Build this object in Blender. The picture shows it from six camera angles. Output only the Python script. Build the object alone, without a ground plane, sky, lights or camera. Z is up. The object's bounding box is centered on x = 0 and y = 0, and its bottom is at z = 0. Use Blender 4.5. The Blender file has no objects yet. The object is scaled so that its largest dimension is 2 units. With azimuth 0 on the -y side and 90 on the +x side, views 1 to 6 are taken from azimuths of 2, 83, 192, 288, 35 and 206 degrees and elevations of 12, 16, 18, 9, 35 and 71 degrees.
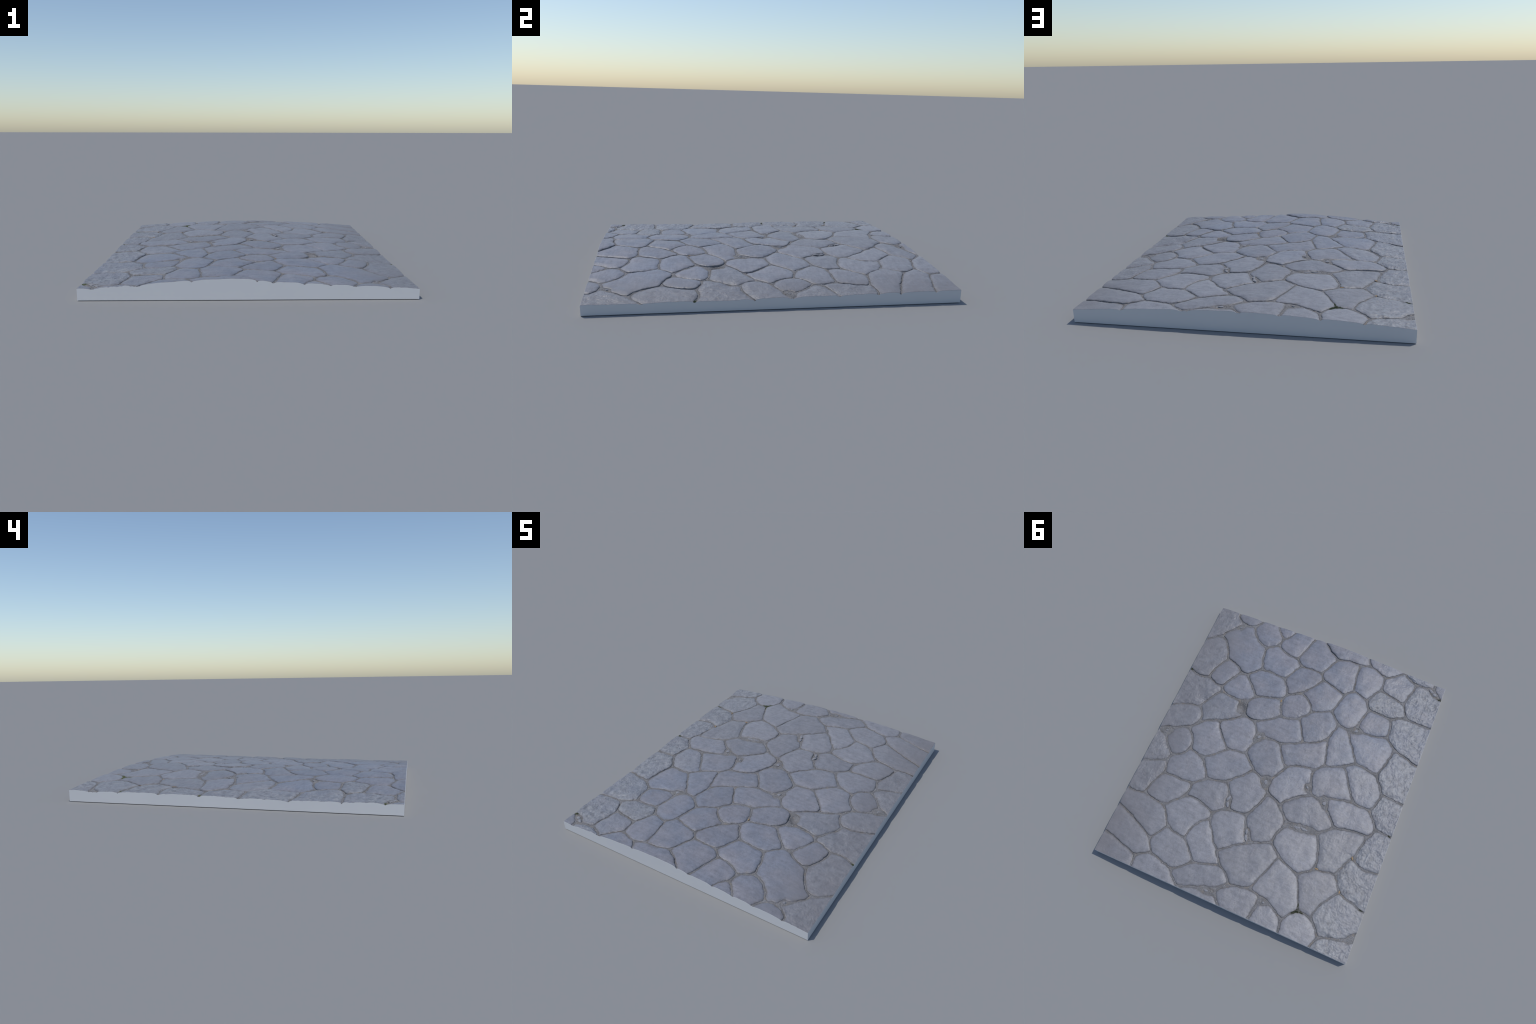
import bpy
import math
import numpy as np
from mathutils import Vector

rng = np.random.default_rng(20)

# ------------------------------------------------------------------ frame
# the slab is a slightly skewed quadrilateral seen from above
CORNERS = np.array([[-0.789, -1.000], [0.892, -0.917], [0.795, 1.000], [-0.892, 0.942]])

# camber of the road: crown profile across the front end and across the back end
FRONT = np.array([(-0.99, 0.058), (-0.79, 0.0615), (-0.65, 0.066), (-0.48, 0.078), (-0.30, 0.097), (-0.10, 0.104),
                  (0.05, 0.102), (0.20, 0.090), (0.40, 0.080), (0.55, 0.072), (0.70, 0.065), (0.89, 0.053), (1.09, 0.040)])
BACK = np.array([(-1.09, 0.050), (-0.89, 0.069), (-0.77, 0.079), (-0.60, 0.089), (-0.40, 0.099), (-0.20, 0.107),
                 (0.00, 0.111), (0.20, 0.103), (0.40, 0.096), (0.60, 0.085), (0.80, 0.068), (1.00, 0.046)])


def crown(profile, x):
    out = np.zeros_like(x)
    for o in (-0.05, -0.025, 0.0, 0.025, 0.05):
        out += np.interp(x + o, profile[:, 0], profile[:, 1])
    return out / 5


# local dips in the bed: x, y, radius, depth, and whether the stones dip along
# (negative depth: a swell)
HOLLOWS = [(0.405, -0.263, 0.030, 0.018, 0), (0.425, -0.085, 0.060, 0.007, 1), (-0.585, -0.600, 0.055, -0.007, 1),
           (0.270, -0.460, 0.150, -0.0045, 1), (0.120, 0.400, 0.220, 0.0030, 1), (-0.800, -0.410, 0.070, 0.0030, 1),
           (0.670, -0.206, 0.045, 0.008, 1), (0.735, -0.13, 0.05, 0.003, 1)]


def road(x, y, bed=False):
    v = np.clip((y + 1) / 2, 0, 1)
    z = (1 - v) * crown(FRONT, x) + v * crown(BACK, x) - 0.0006
    # both long sides sag a little in their middle
    z -= 0.007 * np.exp(-((x + 0.84) / 0.12) ** 2) * np.exp(-((y + 0.40) / 0.40) ** 2)
    z -= 0.003 * np.exp(-((x - 0.87) / 0.12) ** 2) * np.exp(-((y + 0.15) / 0.25) ** 2)
    # the crown is flatter half way along
    z -= 0.0045 * np.exp(-((x + 0.13) / 0.22) ** 2) * np.exp(-((y - 0.12) / 0.50) ** 2)
    z += 0.0025 * np.exp(-((x - 0.58) / 0.20) ** 2) * np.exp(-((y + 0.40) / 0.40) ** 2)
    for hx, hy, r, d, both in HOLLOWS:
        if bed or both:
            z -= d * np.exp(-((x - hx) ** 2 + (y - hy) ** 2) / r ** 2)
    return z


# ------------------------------------------------------------------ noise
PERM = rng.permutation(1024)
ANG = rng.uniform(0, 2 * math.pi, 1024)
GX, GY = np.cos(ANG), np.sin(ANG)


def noise(x, y, scale, seed=0):
    x = x / scale + seed * 17.31 + 200
    y = y / scale + seed * 9.77 + 300
    xi, yi = np.floor(x).astype(int), np.floor(y).astype(int)
    xf, yf = x - xi, y - yi

    def corner(dx, dy):
        h = PERM[(PERM[(xi + dx) & 1023] + yi + dy) & 1023]
        return GX[h] * (xf - dx) + GY[h] * (yf - dy)
    u = xf ** 3 * (xf * (6 * xf - 15) + 10)
    w = yf ** 3 * (yf * (6 * yf - 15) + 10)
    a = corner(0, 0) * (1 - u) + corner(1, 0) * u
    b = corner(0, 1) * (1 - u) + corner(1, 1) * u
    return (a * (1 - w) + b * w) * 1.5


def smooth(a, b, x):
    t = np.clip((x - a) / (b - a), 0, 1)
    return t * t * (3 - 2 * t)


# ------------------------------------------------------------------ layout
# Each paving stone grows as an ellipse (centre, half length, half width, turn)
# until it meets its neighbours; gap = half joint in mm, lift in mm,
# rough = how pitted its face is.
def stone(x, y, length, width, turn, gap=7.0, lift=0.0, rough=0.0):
    return dict(x=x, y=y, l=length, w=width, t=math.radians(turn), gap=gap * 0.58 / 1000, lift=lift / 1000, rough=rough)


COURSES = [
    [
     stone(0.824, -0.846, 0.085, 0.067, 59, gap=4.5, lift=0, rough=0.6),
     stone(0.684, -0.916, 0.055, 0.031, 12, gap=10.5, lift=0, rough=0),
     stone(0.609, -0.686, 0.107, 0.071, 149, gap=8.7, lift=1, rough=0),
     stone(0.485, -0.861, 0.058, 0.052, 81, gap=9.8, lift=0, rough=0),
     stone(0.391, -0.945, 0.042, 0.035, 135, gap=4.5, lift=0, rough=0),
     stone(0.763, -0.539, 0.100, 0.053, 83, gap=11.2, lift=0, rough=0.35),
     stone(0.635, -0.453, 0.054, 0.044, 65, gap=7.3, lift=2, rough=0),
     stone(0.804, -0.228, 0.109, 0.073, 17, gap=6.5, lift=-1, rough=0.6),
     stone(0.478, -0.384, 0.060, 0.052, 176, gap=10.7, lift=0, rough=0),
     stone(0.328, -0.501, 0.077, 0.052, 32, gap=8.6, lift=0, rough=0),
     stone(0.307, -0.671, 0.082, 0.061, 157, gap=9.5, lift=0, rough=0),
     stone(0.518, -0.201, 0.089, 0.060, 16, gap=10.5, lift=2, rough=0.3),
     stone(0.274, -0.298, 0.065, 0.048, 17, gap=8.9, lift=2, rough=0),
    ],
    [
     stone(0.258, -0.880, 0.083, 0.052, 66, gap=5.9, lift=0, rough=0),
     stone(0.090, -0.862, 0.085, 0.073, 43, gap=7.8, lift=1, rough=0),
     stone(-0.077, -0.937, 0.154, 0.044, 2, gap=7.4, lift=3, rough=0),
     stone(-0.334, -0.961, 0.088, 0.041, 178, gap=4.9, lift=0, rough=0.2),
     stone(-0.122, -0.793, 0.092, 0.067, 73, gap=7.1, lift=0, rough=0),
     stone(0.117, -0.620, 0.077, 0.053, 12, gap=5.7, lift=0, rough=0),
     stone(-0.036, -0.581, 0.075, 0.051, 35, gap=6.7, lift=0, rough=0),
     stone(0.073, -0.435, 0.061, 0.037, 62, gap=7.9, lift=0, rough=0),
     stone(-0.280, -0.556, 0.071, 0.046, 103, gap=7.8, lift=0, rough=0),
     stone(-0.281, -0.827, 0.077, 0.065, 127, gap=5.5, lift=0, rough=0),
     stone(-0.480, -0.721, 0.074, 0.055, 179, gap=10.1, lift=3, rough=0.7),
     stone(-0.502, -0.842, 0.078, 0.071, 90, gap=9.5, lift=0, rough=0.4),
     stone(-0.455, -0.523, 0.063, 0.048, 31, gap=8.6, lift=0, rough=0),
     stone(-0.119, -0.281, 0.079, 0.058, 54, gap=6.1, lift=0, rough=0),
     stone(0.056, -0.214, 0.126, 0.051, 6, gap=7.7, lift=0, rough=0),
    ],
    [
     stone(-0.658, -0.832, 0.080, 0.059, 56, gap=5.6, lift=0, rough=1),
     stone(-0.762, -0.966, 0.035, 0.027, 124, gap=11.5, lift=0, rough=0.3),
     stone(-0.627, -0.977, 0.069, 0.020, 180, gap=11.5, lift=0, rough=1),
     stone(-0.699, -0.521, 0.097, 0.055, 147, gap=11.3, lift=0, rough=1),
     stone(-0.472, -0.357, 0.095, 0.066, 1, gap=7.8, lift=1, rough=0.15),
     stone(-0.307, -0.262, 0.083, 0.072, 54, gap=6.3, lift=0, rough=0),
     stone(-0.771, -0.261, 0.104, 0.066, 129, gap=8.8, lift=0, rough=1),
     stone(-0.500, -0.109, 0.077, 0.055, 156, gap=8.8, lift=0, rough=0.35),
     stone(-0.388, -0.053, 0.098, 0.068, 29, gap=6.9, lift=0, rough=0),
     stone(-0.850, 0.023, 0.083, 0.067, 123, gap=7.9, lift=0, rough=1),
     stone(-0.519, 0.126, 0.097, 0.048, 173, gap=11.5, lift=2, rough=0.15),
     stone(-0.815, 0.257, 0.112, 0.058, 67, gap=9.0, lift=0, rough=1),
     stone(-0.560, 0.377, 0.124, 0.058, 69, gap=6.5, lift=0, rough=0.35),
    ],
    [
     stone(-0.126, -0.157, 0.147, 0.067, 35, gap=5.7, lift=0, rough=0),
     stone(0.066, -0.028, 0.082, 0.059, 134, gap=8.9, lift=2, rough=0),
     stone(-0.133, 0.083, 0.091, 0.069, 81, gap=11.5, lift=2, rough=0),
     stone(0.378, -0.086, 0.093, 0.061, 28, gap=6.3, lift=1, rough=0),
     stone(0.474, 0.038, 0.099, 0.057, 92, gap=6.8, lift=0, rough=0),
     stone(0.657, 0.148, 0.042, 0.037, 74, gap=9.7, lift=0, rough=0),
     stone(0.747, -0.078, 0.069, 0.037, 21, gap=4.5, lift=2, rough=0.3),
     stone(0.796, 0.272, 0.061, 0.043, 15, gap=5.6, lift=0, rough=0.5),
     stone(0.751, 0.416, 0.080, 0.059, 71, gap=6.6, lift=0, rough=0.5),
     stone(0.502, 0.266, 0.105, 0.067, 33, gap=8.4, lift=0, rough=0),
     stone(0.354, 0.190, 0.103, 0.066, 2, gap=8.3, lift=0, rough=0),
     stone(0.563, 0.432, 0.102, 0.055, 15, gap=7.7, lift=0, rough=0),
     stone(0.288, 0.358, 0.143, 0.068, 25, gap=9.7, lift=0, rough=0),
     stone(0.137, 0.293, 0.096, 0.074, 174, gap=7.8, lift=1, rough=0),
     stone(-0.050, 0.393, 0.098, 0.056, 81, gap=11.5, lift=0, rough=0),
     stone(-0.295, 0.193, 0.105, 0.048, 5, gap=9.4, lift=0, rough=0.05),
     stone(0.371, 0.552, 0.116, 0.079, 93, gap=7.0, lift=0, rough=0),
    ],
    [
     stone(0.643, 0.669, 0.143, 0.059, 166, gap=6.7, lift=2, rough=0),
     stone(0.707, 0.778, 0.121, 0.076, 155, gap=5.4, lift=2, rough=0),
     stone(0.712, 0.943, 0.106, 0.050, 167, gap=4.5, lift=0, rough=0),
     stone(0.365, 0.766, 0.103, 0.062, 162, gap=6.2, lift=0, rough=0),
     stone(0.389, 0.984, 0.094, 0.056, 168, gap=9.7, lift=0, rough=0),
     stone(0.224, 0.667, 0.115, 0.069, 136, gap=7.3, lift=0, rough=0),
     stone(0.079, 0.543, 0.097, 0.090, 109, gap=4.8, lift=0, rough=0),
     stone(0.154, 0.859, 0.086, 0.046, 33, gap=7.8, lift=0, rough=0),
     stone(-0.068, 0.641, 0.126, 0.064, 179, gap=6.1, lift=1, rough=0),
     stone(-0.396, 0.470, 0.085, 0.062, 168, gap=11.5, lift=0, rough=0),
     stone(-0.340, 0.704, 0.092, 0.065, 150, gap=4.6, lift=0, rough=0),
     stone(-0.551, 0.620, 0.097, 0.068, 105, gap=4.9, lift=0, rough=0),
     stone(-0.801, 0.476, 0.105, 0.070, 165, gap=7.3, lift=0, rough=0.8),
     stone(-0.737, 0.719, 0.113, 0.064, 172, gap=5.9, lift=0, rough=0.7),
     stone(-0.836, 0.912, 0.085, 0.053, 33, gap=11.5, lift=0, rough=0.9),
     stone(-0.550, 0.890, 0.057, 0.048, 84, gap=8.8, lift=0, rough=0),
     stone(-0.331, 0.921, 0.061, 0.046, 133, gap=11.5, lift=0, rough=0),
     stone(-0.162, 0.922, 0.086, 0.042, 25, gap=9.7, lift=0, rough=0),
     stone(0.045, 0.979, 0.087, 0.028, 178, gap=10.3, lift=0, rough=0),
    ],
]
STONES = [s for course in COURSES for s in course]
N_STONES = len(STONES)

# pockets in the joints where no stone sits, only filling and chips
POCKETS = [stone(0.405, -0.263, 0.032, 0.017, 100), stone(0.182, 0.365, 0.030, 0.010, 105),
           stone(-0.232, 0.062, 0.014, 0.007, 125), stone(-0.020, 0.508, 0.030, 0.010, 110),
           stone(-0.375, 0.110, 0.022, 0.012, 130), stone(-0.310, 0.323, 0.035, 0.008, 10),
           stone(0.023, 0.146, 0.022, 0.013, 100), stone(-0.722, -0.935, 0.026, 0.012, 150),
           stone(0.783, 0.095, 0.012, 0.008, 20), stone(0.695, -0.822, 0.012, 0.007, 60),
           stone(0.201, -0.117, 0.020, 0.010, 60), stone(-0.362, -0.435, 0.020, 0.010, 20),
           stone(0.043, 0.922, 0.018, 0.008, 10), stone(-0.865, 0.790, 0.026, 0.010, 60),
           stone(-0.300, 0.835, 0.012, 0.008, 10)]
CELLS = STONES + POCKETS
CEN = np.array([(s['x'], s['y']) for s in CELLS])


def metric(s):
    c, n = math.cos(s['t']), math.sin(s['t'])
    e, f = np.array([c, n]), np.array([-n, c])
    return np.outer(e, e) / s['l'] ** 2 + np.outer(f, f) / s['w'] ** 2


MET = np.array([metric(s) for s in CELLS])
NEAR = [np.argsort(((CEN - CEN[i]) ** 2).sum(1))[:20] for i in range(len(CELLS))]
ROUND = 0.0074          # corner rounding of the stones


def warp(p):
    x, y = p[:, 0], p[:, 1]
    dx = 0.0045 * noise(x, y, 0.055, 1) + 0.0022 * noise(x, y, 0.018, 2) + 0.0012 * noise(x, y, 0.007, 12)
    dy = 0.0045 * noise(x, y, 0.055, 3) + 0.0022 * noise(x, y, 0.018, 4) + 0.0012 * noise(x, y, 0.007, 14)
    return p + np.stack([dx, dy], 1)


def inner_distance(i, p):
    """about how far p lies inside the cell of stone i (negative outside)"""
    idx = NEAR[i]
    q = warp(p)
    d = q[:, None, :] - CEN[idx]
    g = np.einsum('nij,pnj->pni', MET[idx], d)
    f = (g * d).sum(-1)
    k = int(np.where(idx == i)[0][0])
    df = f - f[:, [k]]
    dg = 2 * np.linalg.norm(g - g[:, [k]], axis=-1) + 1e-9
    dist = np.clip(df / dg, -0.3, 0.5)
    dist[:, k] = 1.0
    m = dist.min(1)
    return m - ROUND * np.log(np.exp(-(dist - m[:, None]) / ROUND).sum(1))


def owner(p):
    q = warp(p)
    out = np.zeros(len(p), int)
    for a in range(0, len(p), 20000):
        d = q[a:a + 20000, None, :] - CEN
        f = np.einsum('pni,nij,pnj->pn', d, MET, d)
        out[a:a + 20000] = f.argmin(1)
    return out


def stone_height(i, p, d):
    """top surface of stone i at points p with inner distance d"""
    s = STONES[i]
    x, y = p[:, 0], p[:, 1]
    r = s['rough']
    e = np.clip(d - s['gap'], 0, 1)
    wide = np.clip(1 - e / (0.046 + 0.022 * noise(x, y, 0.06, 18)), 0, 1) ** 2.2
    lip = 1 - np.clip(e / 0.007, 0, 1)
    z = road(x, y) + s['lift'] + TILT[i][0] * (x - s['x']) + TILT[i][1] * (y - s['y'])
    z = z - DROP[i] * wide - 0.0020 * (1 - np.sqrt(np.clip(1 - lip ** 2, 0, 1)))
    z += 0.0021 * noise(x, y, 0.085, 20 + i) + 0.0006 * noise(x, y, 0.032, 5) * (1 + r)
    z += 0.00035 * noise(x, y, 0.011, 6) * (1 + 1.5 * r)
    if r > 0:
        z += r * (0.0009 + 0.0024 * noise(x, y, 0.034, 7) - 0.0024 * np.abs(noise(x, y, 0.022, 8))
                  + 0.0009 * noise(x, y, 0.009, 9))
    return z


TILT = rng.normal(0, 0.007, (N_STONES, 2))
DROP = rng.uniform(0.0042, 0.0066, N_STONES)
for k, t in {11: (-0.02, 0.0), 12: (0.03, 0.02), 44: (0.03, 0.0), 15: (0.02, 0.0)}.items():
    TILT[k] = t


def bed_height(p, own, d):
    x, y = p[:, 0], p[:, 1]
    gap = np.array([c['gap'] for c in CELLS])[own]
    out = np.where(own >= N_STONES, gap + d, gap - d)
    z = road(x, y, bed=True) - 0.0120 + 0.0036 * smooth(-0.005, -0.001, out) + 0.0026 * smooth(0.000, 0.009, out)
    z += 0.0018 * noise(x, y, 0.03, 15) + 0.0011 * noise(x, y, 0.010, 16) + 0.0006 * noise(x, y, 0.005, 17)
    return z


def field(p):
    own = owner(p)
    d = np.zeros(len(p))
    for i in np.unique(own):
        m = own == i
        d[m] = inner_distance(i, p[m])
    return own, d


def surface(p):
    own, d = field(p)
    z = bed_height(p, own, d)
    for i in np.unique(own):
        if i < N_STONES:
            m = own == i
            k = np.where(m)[0][d[m] > STONES[i]['gap']]
            if len(k):
                z[k] = stone_height(i, p[k], d[k])
    return z


# ------------------------------------------------------------------ materials
def node_material(name, rough):
    m = bpy.data.materials.new(name)
    m.use_nodes = True
    nt = m.node_tree
    b = nt.nodes['Principled BSDF']
    b.inputs['Roughness'].default_value = rough
    return m, nt, b


def tex(nt, coord, kind, scale, detail=4.0, rough=0.55, stretch=None):
    src = coord
    if stretch:
        mp = nt.nodes.new('ShaderNodeMapping')
        mp.inputs['Scale'].default_value = stretch
        nt.links.new(coord, mp.inputs['Vector'])
        src = mp.outputs['Vector']
    n = nt.nodes.new('ShaderNodeTex' + kind)
    n.inputs['Scale'].default_value = scale
    if kind == 'Noise':
        n.inputs['Detail'].default_value = detail
        n.inputs['Roughness'].default_value = rough
        out = n.outputs['Fac']
    else:
        out = n.outputs['Distance']
    nt.links.new(src, n.inputs['Vector'])
    return out


def ramp(nt, fac, stops):
    r = nt.nodes.new('ShaderNodeValToRGB')
    el = r.color_ramp.elements
    el[0].position, el[0].color = stops[0][0], (*stops[0][1], 1)
    el[1].position, el[1].color = stops[-1][0], (*stops[-1][1], 1)
    for pos, col in stops[1:-1]:
        e = el.new(pos)
        e.color = (*col, 1)
    nt.links.new(fac, r.inputs['Fac'])
    return r.outputs['Color']


def mix(nt, fac, a, b, mode='MIX'):
    m = nt.nodes.new('ShaderNodeMix')
    m.data_type = 'RGBA'
    m.blend_type = mode
    for sock, v in ((m.inputs[0], fac), (m.inputs[6], a), (m.inputs[7], b)):
        if hasattr(v, 'is_linked') or hasattr(v, 'links'):
            nt.links.new(v, sock)
        elif isinstance(v, (int, float)):
            sock.default_value = v
        else:
            sock.default_value = (*v, 1)
    return m.outputs[2]


def g(v):
    return (v, v, v)


def bump(nt, bsdf, height, strength, dist):
    b = nt.nodes.new('ShaderNodeBump')
    b.inputs['Strength'].default_value = strength
    b.inputs['Distance'].default_value = dist
    nt.links.new(height, b.inputs['Height'])
    nt.links.new(b.outputs['Normal'], bsdf.inputs['Normal'])


def maths(nt, op, a, b=None):
    m = nt.nodes.new('ShaderNodeMath')
    m.operation = op
    for sock, v in ((m.inputs[0], a), (m.inputs[1], b)):
        if v is None:
            continue
        if isinstance(v, (int, float)):
            sock.default_value = v
        else:
            nt.links.new(v, sock)
    return m.outputs[0]


def map_range(nt, v, a, b):
    m = nt.nodes.new('ShaderNodeMapRange')
    m.interpolation_type = 'SMOOTHSTEP'
    m.inputs['From Min'].default_value = a
    m.inputs['From Max'].default_value = b
    nt.links.new(v, m.inputs['Value'])
    return m.outputs['Result']


STONE_BLUE = (0.190, 0.203, 0.241)
STONE_LILAC = (0.220, 0.218, 0.243)
STONE_GREY = (0.237, 0.236, 0.250)
STONE_PALE = (0.325, 0.330, 0.350)


def stone_material(name, pitted, soil=0.0):
    m, nt, b = node_material(name, 0.47)
    geo = nt.nodes.new('ShaderNodeNewGeometry')
    pos = geo.outputs['Position']
    info = nt.nodes.new('ShaderNodeObjectInfo')
    # broad patches, bluish to lilac
    col = ramp(nt, tex(nt, pos, 'Noise', 7, 3), [(0.36, STONE_BLUE), (0.64, STONE_LILAC)])
    # the far half is greyer
    sep = nt.nodes.new('ShaderNodeSeparateXYZ')
    nt.links.new(pos, sep.inputs[0])
    far = maths(nt, 'ADD', sep.outputs['Y'], maths(nt, 'MULTIPLY', tex(nt, pos, 'Noise', 2.5, 2), 0.6))
    col = mix(nt, maths(nt, 'MULTIPLY', map_range(nt, far, -0.35, 1.0), 0.8), col, STONE_GREY)
    # soft worn mottling and fine grain
    col = mix(nt, 0.55, col, ramp(nt, tex(nt, pos, 'Noise', 38, 5, 0.65), [(0.30, g(0.72)), (0.5, g(1.0)), (0.72, g(1.20))]), 'MULTIPLY')
    col = mix(nt, 0.6, col, ramp(nt, tex(nt, pos, 'Noise', 260, 3, 0.7), [(0.28, g(0.74)), (0.5, g(1.0)), (0.75, g(1.25))]), 'MULTIPLY')
    # faint streaks
    streak = tex(nt, pos, 'Noise', 14, 4, 0.6, (1.0, 4.5, 1.0))
    col = mix(nt, 0.5, col, ramp(nt, streak, [(0.34, g(0.82)), (0.5, g(1.0)), (0.66, g(1.14))]), 'MULTIPLY')
    # each stone a little lighter or darker
    val = maths(nt, 'MULTIPLY_ADD', info.outputs['Random'], 0.17)
    val.node.inputs[2].default_value = 0.915
    comb = nt.nodes.new('ShaderNodeCombineColor')
    for k in range(3):
        nt.links.new(val, comb.inputs[k])
    col = mix(nt, 1.0, col, comb.outputs[0], 'MULTIPLY')
    # few dark pits
    pits = ramp(nt, tex(nt, pos, 'Voronoi', 34), [(0.05, g(0.55)), (0.085, g(1.0))])
    sparse = ramp(nt, tex(nt, pos, 'Noise', 16, 2), [(0.56, g(0.0)), (0.62, g(1.0))])
    col = mix(nt, maths(nt, 'MULTIPLY', sparse, 0.7), col, mix(nt, 1.0, col, pits, 'MULTIPLY'))
    # brown dust towards the right-hand kerb
    wob = maths(nt, 'ADD', sep.outputs['X'], maths(nt, 'MULTIPLY', tex(nt, pos, 'Noise', 9, 3), 0.25))
    dust = maths(nt, 'MULTIPLY', map_range(nt, wob, 0.55, 1.02), 0.8)
    col = mix(nt, dust, col, (0.182, 0.173, 0.178))
    if pitted > 0:
        blot = tex(nt, pos, 'Noise', 34, 4, 0.6)
        patch = ramp(nt, tex(nt, pos, 'Noise', 8, 3), [(0.35, g(0.35)), (0.6, g(1.0))])
        rough_col = ramp(nt, blot, [(0.34, (0.150, 0.152, 0.160)), (0.48, (0.225, 0.230, 0.242)), (0.66, (0.300, 0.305, 0.316))])
        col = mix(nt, maths(nt, 'MULTIPLY', patch, pitted), col, rough_col)
    if soil > 0:
        # earth smeared up the shoulder next to a joint
        smear = ramp(nt, tex(nt, pos, 'Noise', 55, 3), [(0.33, g(0.25)), (0.62, g(1.0))])
        col = mix(nt, maths(nt, 'MULTIPLY', smear, soil), col, (0.128, 0.118, 0.112))
    nt.links.new(col, b.inputs['Base Color'])
    h = maths(nt, 'ADD', tex(nt, pos, 'Noise', 210, 4, 0.7), maths(nt, 'MULTIPLY', tex(nt, pos, 'Noise', 60, 3), 0.9 + 1.0 * pitted))
    bump(nt, b, h, 0.38 + 0.12 * pitted, 0.0018)
    return m


MAT_STONE = [[stone_material(name + suffix, pit, soil) for suffix, soil in (('', 0.0), ('_dusty', 0.30), ('_soiled', 0.75))]
             for name, pit in (('worn_basalt', 0.0), ('weathered_basalt', 0.4), ('pitted_basalt', 0.85))]


def bed_material():
    m, nt, b = node_material('joint_earth', 0.95)
    pos = nt.nodes.new('ShaderNodeNewGeometry').outputs['Position']
    col = ramp(nt, tex(nt, pos, 'Noise', 22, 4), [(0.35, (0.158, 0.154, 0.152)), (0.62, (0.208, 0.206, 0.210))])
    col = mix(nt, 0.8, col, ramp(nt, tex(nt, pos, 'Noise', 190, 4, 0.7), [(0.3, g(0.55)), (0.5, g(0.95)), (0.72, g(1.45))]), 'MULTIPLY')
    tan = ramp(nt, tex(nt, pos, 'Noise', 45, 4), [(0.55, g(0.0)), (0.68, g(1.0))])
    col = mix(nt, maths(nt, 'MULTIPLY', tan, 0.5), col, (0.25, 0.21, 0.165))
    nt.links.new(col, b.inputs['Base Color'])
    bump(nt, b, tex(nt, pos, 'Noise', 230, 4, 0.7), 0.6, 0.002)
    return m


def plain(name, a, b_, scale, rough=0.8):
    m, nt, b = node_material(name, rough)
    pos = nt.nodes.new('ShaderNodeNewGeometry').outputs['Position']
    nt.links.new(ramp(nt, tex(nt, pos, 'Noise', scale, 3), [(0.35, a), (0.65, b_)]), b.inputs['Base Color'])
    return m


MAT_BED = bed_material()
MAT_WALL = plain('cut_side', (0.578, 0.583, 0.595), (0.590, 0.595, 0.607), 3, 0.5)
MAT_GRAVEL = plain('gravel_grit', (0.19, 0.187, 0.185), (0.31, 0.30, 0.30), 120, 0.85)
MAT_CHIP = plain('chip_stone', (0.195, 0.198, 0.215), (0.265, 0.265, 0.28), 60, 0.8)
MAT_MOSS = plain('moss_green', (0.100, 0.125, 0.060), (0.185, 0.200, 0.105), 150, 0.9)
MAT_LEAF = plain('dry_leaf', (0.27, 0.18, 0.09), (0.36, 0.26, 0.15), 120, 0.7)

# ------------------------------------------------------------------ objects
root = bpy.data.objects.new('stone_pavement', None)
root['label'] = 'cambered slab of old grey irregular stone paving'
root['category'] = 'stone pavement'
bpy.context.scene.collection.objects.link(root)


def add_mesh(name, verts, faces, mat, smooth_shade=True, at=(0, 0, 0)):
    me = bpy.data.meshes.new(name)
    v = np.asarray(verts, float) - np.array(at)
    me.from_pydata(v.tolist(), [], faces)
    me.update()
    if smooth_shade:
        me.shade_smooth()
    me.materials.append(mat)
    ob = bpy.data.objects.new(name, me)
    ob.location = at
    ob.parent = root
    bpy.context.scene.collection.objects.link(ob)
    return ob


EDGE_N, EDGE_A = [], []
for k in range(4):
    a, b = CORNERS[k], CORNERS[(k + 1) % 4]
    t = (b - a) / np.linalg.norm(b - a)
    EDGE_N.append((-t[1], t[0]))
    EDGE_A.append(a)
EDGE_N, EDGE_A = np.array(EDGE_N), np.array(EDGE_A)
MARGIN = 0.0006


def inside_quad(p, margin=0.0):
    return np.min(np.einsum('pki,ki->pk', p[:, None, :] - EDGE_A, EDGE_N), axis=1) - margin


# rough raster of the slab, to find the middle of the visible part of each cell
gx, gy = np.meshgrid(np.arange(-0.9, 0.9, 0.008), np.arange(-1, 1, 0.008))
RASTER = np.stack([gx.ravel(), gy.ravel()], 1)
RASTER = RASTER[inside_quad(RASTER, 0.004) > 0]
RASTER_OWN = owner(RASTER)

RAYS = 208
RINGS = np.concatenate([np.linspace(0.05, 0.72, 22), np.linspace(0.745, 0.93, 12), np.linspace(0.942, 1.0, 10)])


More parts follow.
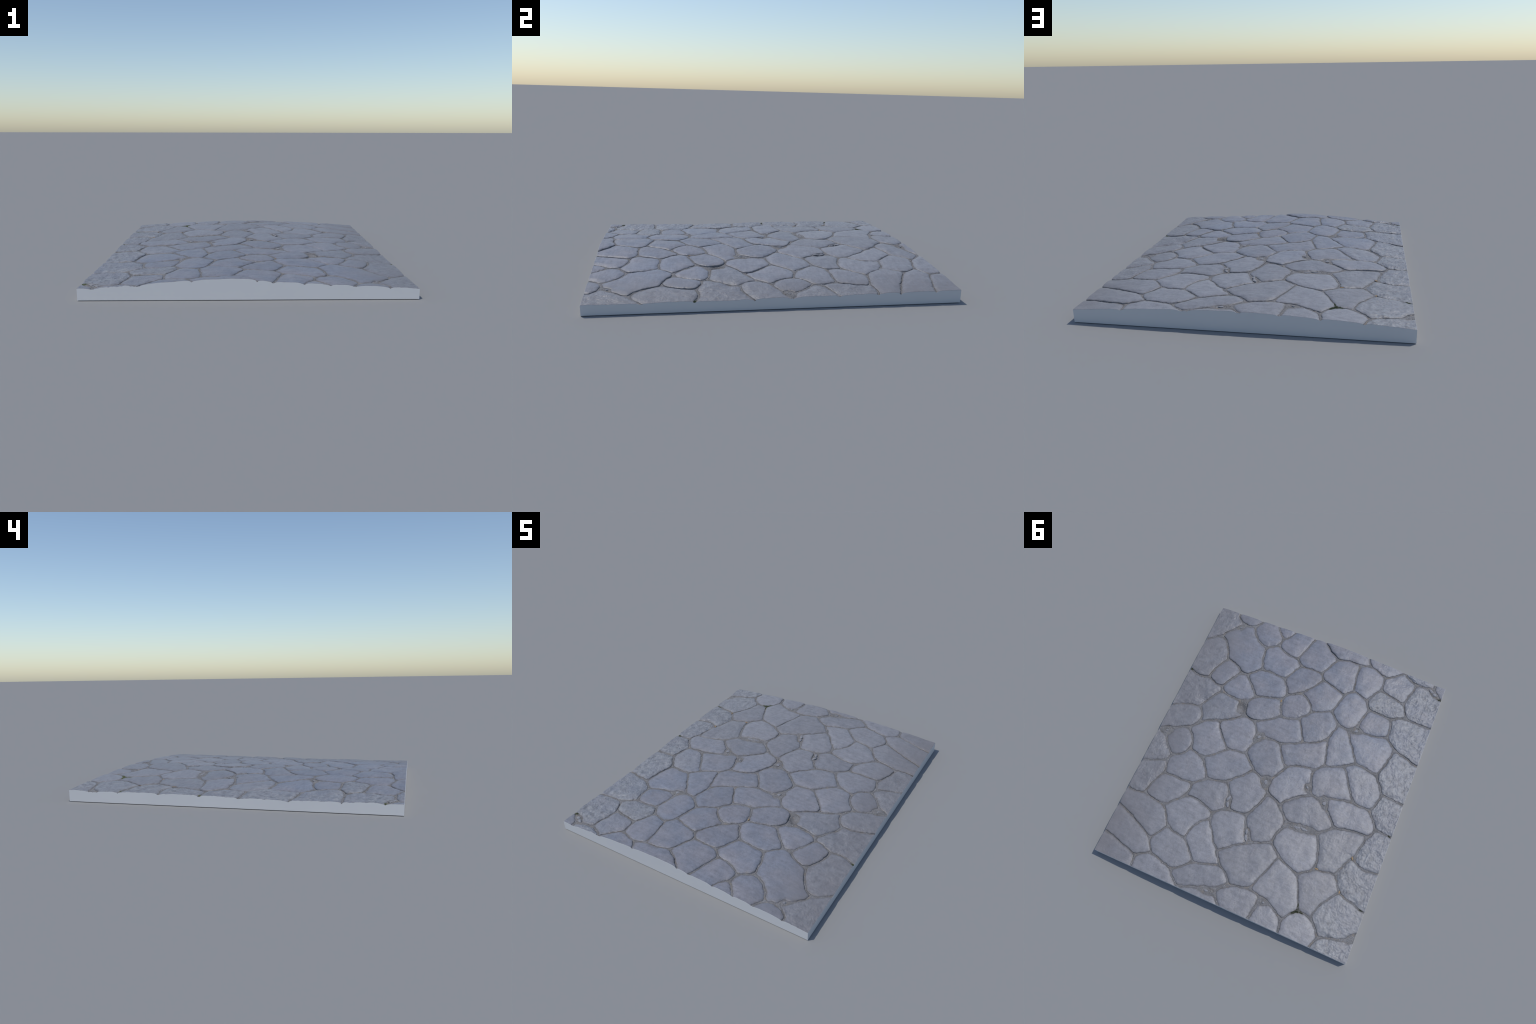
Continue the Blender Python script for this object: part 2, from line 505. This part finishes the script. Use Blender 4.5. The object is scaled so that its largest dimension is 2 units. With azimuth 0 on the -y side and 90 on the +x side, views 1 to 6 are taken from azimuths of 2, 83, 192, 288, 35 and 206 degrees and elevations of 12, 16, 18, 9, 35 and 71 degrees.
def build_stone(i):
    s = STONES[i]
    mine = RASTER[RASTER_OWN == i]
    c = mine.mean(0)
    ang = np.linspace(0, 2 * math.pi, RAYS, endpoint=False)
    # a slab corner inside the stone gets a ray of its own
    for q in CORNERS:
        if np.hypot(*(mine - q).T).min() < 0.03:
            a = math.atan2(*(q - c)[::-1]) % (2 * math.pi)
            ang[np.argmin(np.abs(ang - a))] = a
    dirs = np.stack([np.cos(ang), np.sin(ang)], 1)
    # reach of the slab edge along each ray
    den = dirs @ EDGE_N.T
    num = np.array([(c - EDGE_A[k]) @ EDGE_N[k] for k in range(4)]) - MARGIN
    with np.errstate(divide='ignore'):
        reach = np.where(den < 0, -num / den, 9.0).min(1)
    # where the rounded cell outline crosses the ray
    steps = np.linspace(0, 0.32, 81)
    pts = c + dirs[:, None, :] * steps[None, :, None]
    d = inner_distance(i, pts.reshape(-1, 2)).reshape(RAYS, -1) - s['gap']
    below = d < 0
    below[:, :2] = False
    first = np.where(below.any(1), below.argmax(1), len(steps) - 1)
    lo, hi = steps[first - 1], steps[first]
    for _ in range(9):
        mid = (lo + hi) / 2
        inside = inner_distance(i, c + dirs * mid[:, None]) > s['gap']
        lo, hi = np.where(inside, mid, lo), np.where(inside, hi, mid)
    cut = lo > reach
    rim = np.minimum(lo, reach)
    rr = rim[None, :] * RINGS[:, None]
    p = c + dirs[None] * rr[..., None]
    flat = np.concatenate([c[None], p.reshape(-1, 2)])
    dist_in = inner_distance(i, flat)
    z = stone_height(i, flat, dist_in)
    top = np.column_stack([flat, z])
    # flank going down into the bed
    rows = []
    edge = top[-RAYS:]
    for out, down in ((0.0012, 0.004), (0.0020, 0.035)):
        e = edge.copy()
        e[:, :2] = c + dirs * np.minimum(rim + out, reach)[:, None]
        e[:, 2] -= down
        rows.append(e)
    floor = np.array([[c[0], c[1], rows[-1][:, 2].min()]])
    verts = np.concatenate([top] + rows + [floor])
    nr = len(RINGS) + 2
    j = np.arange(RAYS)
    jn = (j + 1) % RAYS
    faces = np.column_stack([np.zeros(RAYS, int), 1 + j, 1 + jn]).tolist()
    for k in range(nr - 1):
        a = 1 + k * RAYS
        faces += np.column_stack([a + j, a + RAYS + j, a + RAYS + jn, a + jn]).tolist()
    a = 1 + (nr - 1) * RAYS
    last = len(verts) - 1
    faces += np.column_stack([a + j, np.full(RAYS, last), a + jn]).tolist()
    mats = MAT_STONE[0 if s['rough'] < 0.25 else (1 if s['rough'] < 0.65 else 2)]
    ob = add_mesh('paving_stone', verts, faces, mats[0], True, (c[0], c[1], float(z[0])))
    ob.data.materials.append(mats[1])
    ob.data.materials.append(mats[2])
    # shoulders close to a joint carry earth
    e = dist_in[1:].reshape(len(RINGS), RAYS) - s['gap']
    e += 0.0028 * noise(p[..., 0], p[..., 1], 0.020, 19)
    band = np.where(e < 0.0028, 2, np.where(e < 0.0075, 1, 0))
    index = np.zeros(len(faces), int)
    index[RAYS:RAYS + (len(RINGS) - 1) * RAYS] = band[1:].ravel()
    index[RAYS + (len(RINGS) - 1) * RAYS:] = 2
    ob.data.polygons.foreach_set('material_index', index)
    return ob


for i in range(N_STONES):
    build_stone(i)

# earth and grit filling the joints
NU, NV = 430, 480
u, v = np.meshgrid(np.linspace(0, 1, NU), np.linspace(0, 1, NV))
mid = CORNERS.mean(0)
qc = mid + (CORNERS - mid) * (1 - MARGIN * 1.3)
P = ((1 - u) * (1 - v))[..., None] * qc[0] + (u * (1 - v))[..., None] * qc[1] + (u * v)[..., None] * qc[2] + ((1 - u) * v)[..., None] * qc[3]
P = P.reshape(-1, 2)
own, dist = field(P)
zb = bed_height(P, own, dist)
idx = np.arange(NU * NV).reshape(NV, NU)
faces = np.stack([idx[:-1, :-1], idx[:-1, 1:], idx[1:, 1:], idx[1:, :-1]], -1).reshape(-1, 4).tolist()
add_mesh('joint_filling', np.column_stack([P, zb]), faces, MAT_BED)

# plain cut sides and underside; the top edge follows the paving
ring = []
for k in range(4):
    a, b = CORNERS[k], CORNERS[(k + 1) % 4]
    n = 420
    ring.append(a + (b - a) * np.linspace(0, 1, n, endpoint=False)[:, None])
ring = np.concatenate(ring)
inner = mid + (ring - mid) * (1 - MARGIN * 1.25)
zt = surface(mid + (ring - mid) * (1 - MARGIN * 1.1))
n = len(ring)
verts = np.concatenate([np.column_stack([ring, np.zeros(n)]), np.column_stack([ring, zt - 0.0008]),
                        np.column_stack([inner, zt - 0.0008]), np.column_stack([inner, zt - 0.030])])
j = np.arange(n)
jn = (j + 1) % n
faces = []
for k in range(3):
    faces += np.column_stack([k * n + j, k * n + jn, (k + 1) * n + jn, (k + 1) * n + j]).tolist()
faces.append(j[::-1].tolist())
faces.append((3 * n + j).tolist())
add_mesh('base_slab', verts, faces, MAT_WALL, False)


# ------------------------------------------------------------------ small matter
def lump(r, seed):
    """unit-ish faceted pebble"""
    import bmesh
    bm = bmesh.new()
    bmesh.ops.create_icosphere(bm, subdivisions=1, radius=1.0)
    rr = np.random.default_rng(seed)
    vs = np.array([v.co[:] for v in bm.verts]) * rr.uniform(0.78, 1.15, (len(bm.verts), 1)) * r
    fs = [[v.index for v in f.verts] for f in bm.faces]
    bm.free()
    return vs, fs


LUMPS = [lump(1.0, s) for s in range(6)]


def scatter(name, items, mat, kind=True):
    V, F, n = [], [], 0
    for (x, y, z, sx, sy, sz, turn, k) in items:
        vs, fs = LUMPS[k]
        c, s = math.cos(turn), math.sin(turn)
        a = vs * (sx, sy, sz)
        V.append(np.column_stack([a[:, 0] * c - a[:, 1] * s + x, a[:, 0] * s + a[:, 1] * c + y, a[:, 2] + z]))
        F += [[q + n for q in f] for f in fs]
        n += len(vs)
    ob = add_mesh(name, np.concatenate(V), F, mat, False)
    if kind:
        ob['kind'] = 'stuff'
    return ob


GAPS = np.array([c['gap'] for c in CELLS])
cand = np.column_stack([rng.uniform(-0.89, 0.89, 26000), rng.uniform(-1, 1, 26000)])
cand = cand[inside_quad(cand, 0.006) > 0]
co, cd = field(cand)
away = np.where(co >= N_STONES, GAPS[co] + cd, GAPS[co] - cd)
keep = (away > 0.0028) & (rng.uniform(0, 1, len(cand)) < 0.32)
cand, co, cd, away = cand[keep], co[keep], cd[keep], away[keep]
cz = bed_height(cand, co, cd)
items = []
for (x, y), z, a in zip(cand, cz, away):
    r = min(a * 0.75, min(0.0034, rng.gamma(2.2, 0.0009) + 0.0008))
    items.append((x, y, z + r * 0.1, r * rng.uniform(0.8, 1.6), r, r * rng.uniform(0.5, 0.9), rng.uniform(0, 6.3), rng.integers(6)))
scatter('gravel', items, MAT_GRAVEL)

# slivers of stone wedged into the pockets
CHIP_MESH = {}
for k, c in enumerate(POCKETS[1:], 1):
    p = np.array([[c['x'], c['y']]])
    if inside_quad(p, 0.02)[0] < 0:
        continue
    o, dd = field(p)
    z = bed_height(p, o, dd)[0]
    for q in range(1 if c['l'] < 0.025 else 2):
        vs, fs = LUMPS[(k + q) % 6]
        t = c['t'] + rng.normal(0, 0.15)
        off = 0.0 if c['l'] < 0.025 else (q - 0.5) * c['l'] * 1.3
        x, y = c['x'] + math.cos(c['t']) * off, c['y'] + math.sin(c['t']) * off
        a = vs * (c['l'] * rng.uniform(0.65, 0.85), c['w'] * rng.uniform(0.9, 1.15), 0.0040)
        v3 = np.column_stack([a[:, 0] * math.cos(t) - a[:, 1] * math.sin(t) + x,
                              a[:, 0] * math.sin(t) + a[:, 1] * math.cos(t) + y, a[:, 2] + z + 0.0014])
        add_mesh('stone_chip', v3, fs, MAT_CHIP, False, (x, y, z))

# moss in a few joints: tufts of short upright blades
MOSS = [(0.857, -0.386, 0.012, 60), (-0.781, -0.897, 0.014, 60), (-0.832, 0.124, 0.008, 40), (-0.501, 0.796, 0.020, 190),
        (-0.478, 0.805, 0.014, 90), (-0.530, 0.800, 0.012, 70), (-0.492, 0.757, 0.008, 50), (-0.850, 0.612, 0.010, 50)]
V, F = [], []
for mx, my, r, cnt in MOSS:
    pts = np.column_stack([rng.normal(mx, r * 0.6, cnt * 3), rng.normal(my, r * 0.6, cnt * 3)])
    pts = pts[inside_quad(pts, 0.002) > 0]
    o, dd = field(pts)
    a = np.where(o >= N_STONES, 1.0, GAPS[o] - dd)
    ok = a > -0.003
    pts, zz = pts[ok][:cnt], bed_height(pts[ok][:cnt], o[ok][:cnt], dd[ok][:cnt])
    for (x, y), z in zip(pts, zz):
        h, w, t, lean = rng.uniform(0.005, 0.009), rng.uniform(0.0016, 0.0030), rng.uniform(0, 6.3), rng.uniform(0, 0.003)
        cx, cy = math.cos(t), math.sin(t)
        n0 = len(V)
        z -= 0.001
        V += [(x - cx * w, y - cy * w, z), (x + cx * w, y + cy * w, z), (x - cy * w, y + cx * w, z),
              (x - cy * lean, y + cx * lean, z + h)]
        F += [(n0, n0 + 1, n0 + 3), (n0 + 1, n0 + 2, n0 + 3), (n0 + 2, n0, n0 + 3)]
ob = add_mesh('moss', V, F, MAT_MOSS, False)
ob['kind'] = 'stuff'

# scraps of dry leaf caught in the joints
LEAF = [(0.182, -0.415, 0.011, 100), (-0.656, 0.198, 0.008, 30), (-0.689, 0.577, 0.012, 95), (-0.505, 0.509, 0.014, 5),
        (-0.678, 0.352, 0.014, 125), (-0.640, 0.205, 0.007, 150)]
for x, y, length, turn in LEAF:
    p = np.array([[x, y]])
    o, dd = field(p)
    z = float(bed_height(p, o, dd)[0]) + 0.003
    V, F = [], []
    for k, s in enumerate(np.linspace(-1, 1, 7)):
        w = 0.36 * (1 - abs(s) ** 1.8) + 0.02
        for e in (-1, 0, 1):
            V.append((s * length, e * w * length, 0.12 * length * (e * e - s * s)))
    for k in range(6):
        for e in range(2):
            a = k * 3 + e
            F.append((a, a + 3, a + 4, a + 1))
    c, s = math.cos(math.radians(turn)), math.sin(math.radians(turn))
    V = [(a * c - b * s + x, a * s + b * c + y, h + z) for a, b, h in V]
    ob = add_mesh('dead_leaf', V, F, MAT_LEAF, True, (x, y, z))
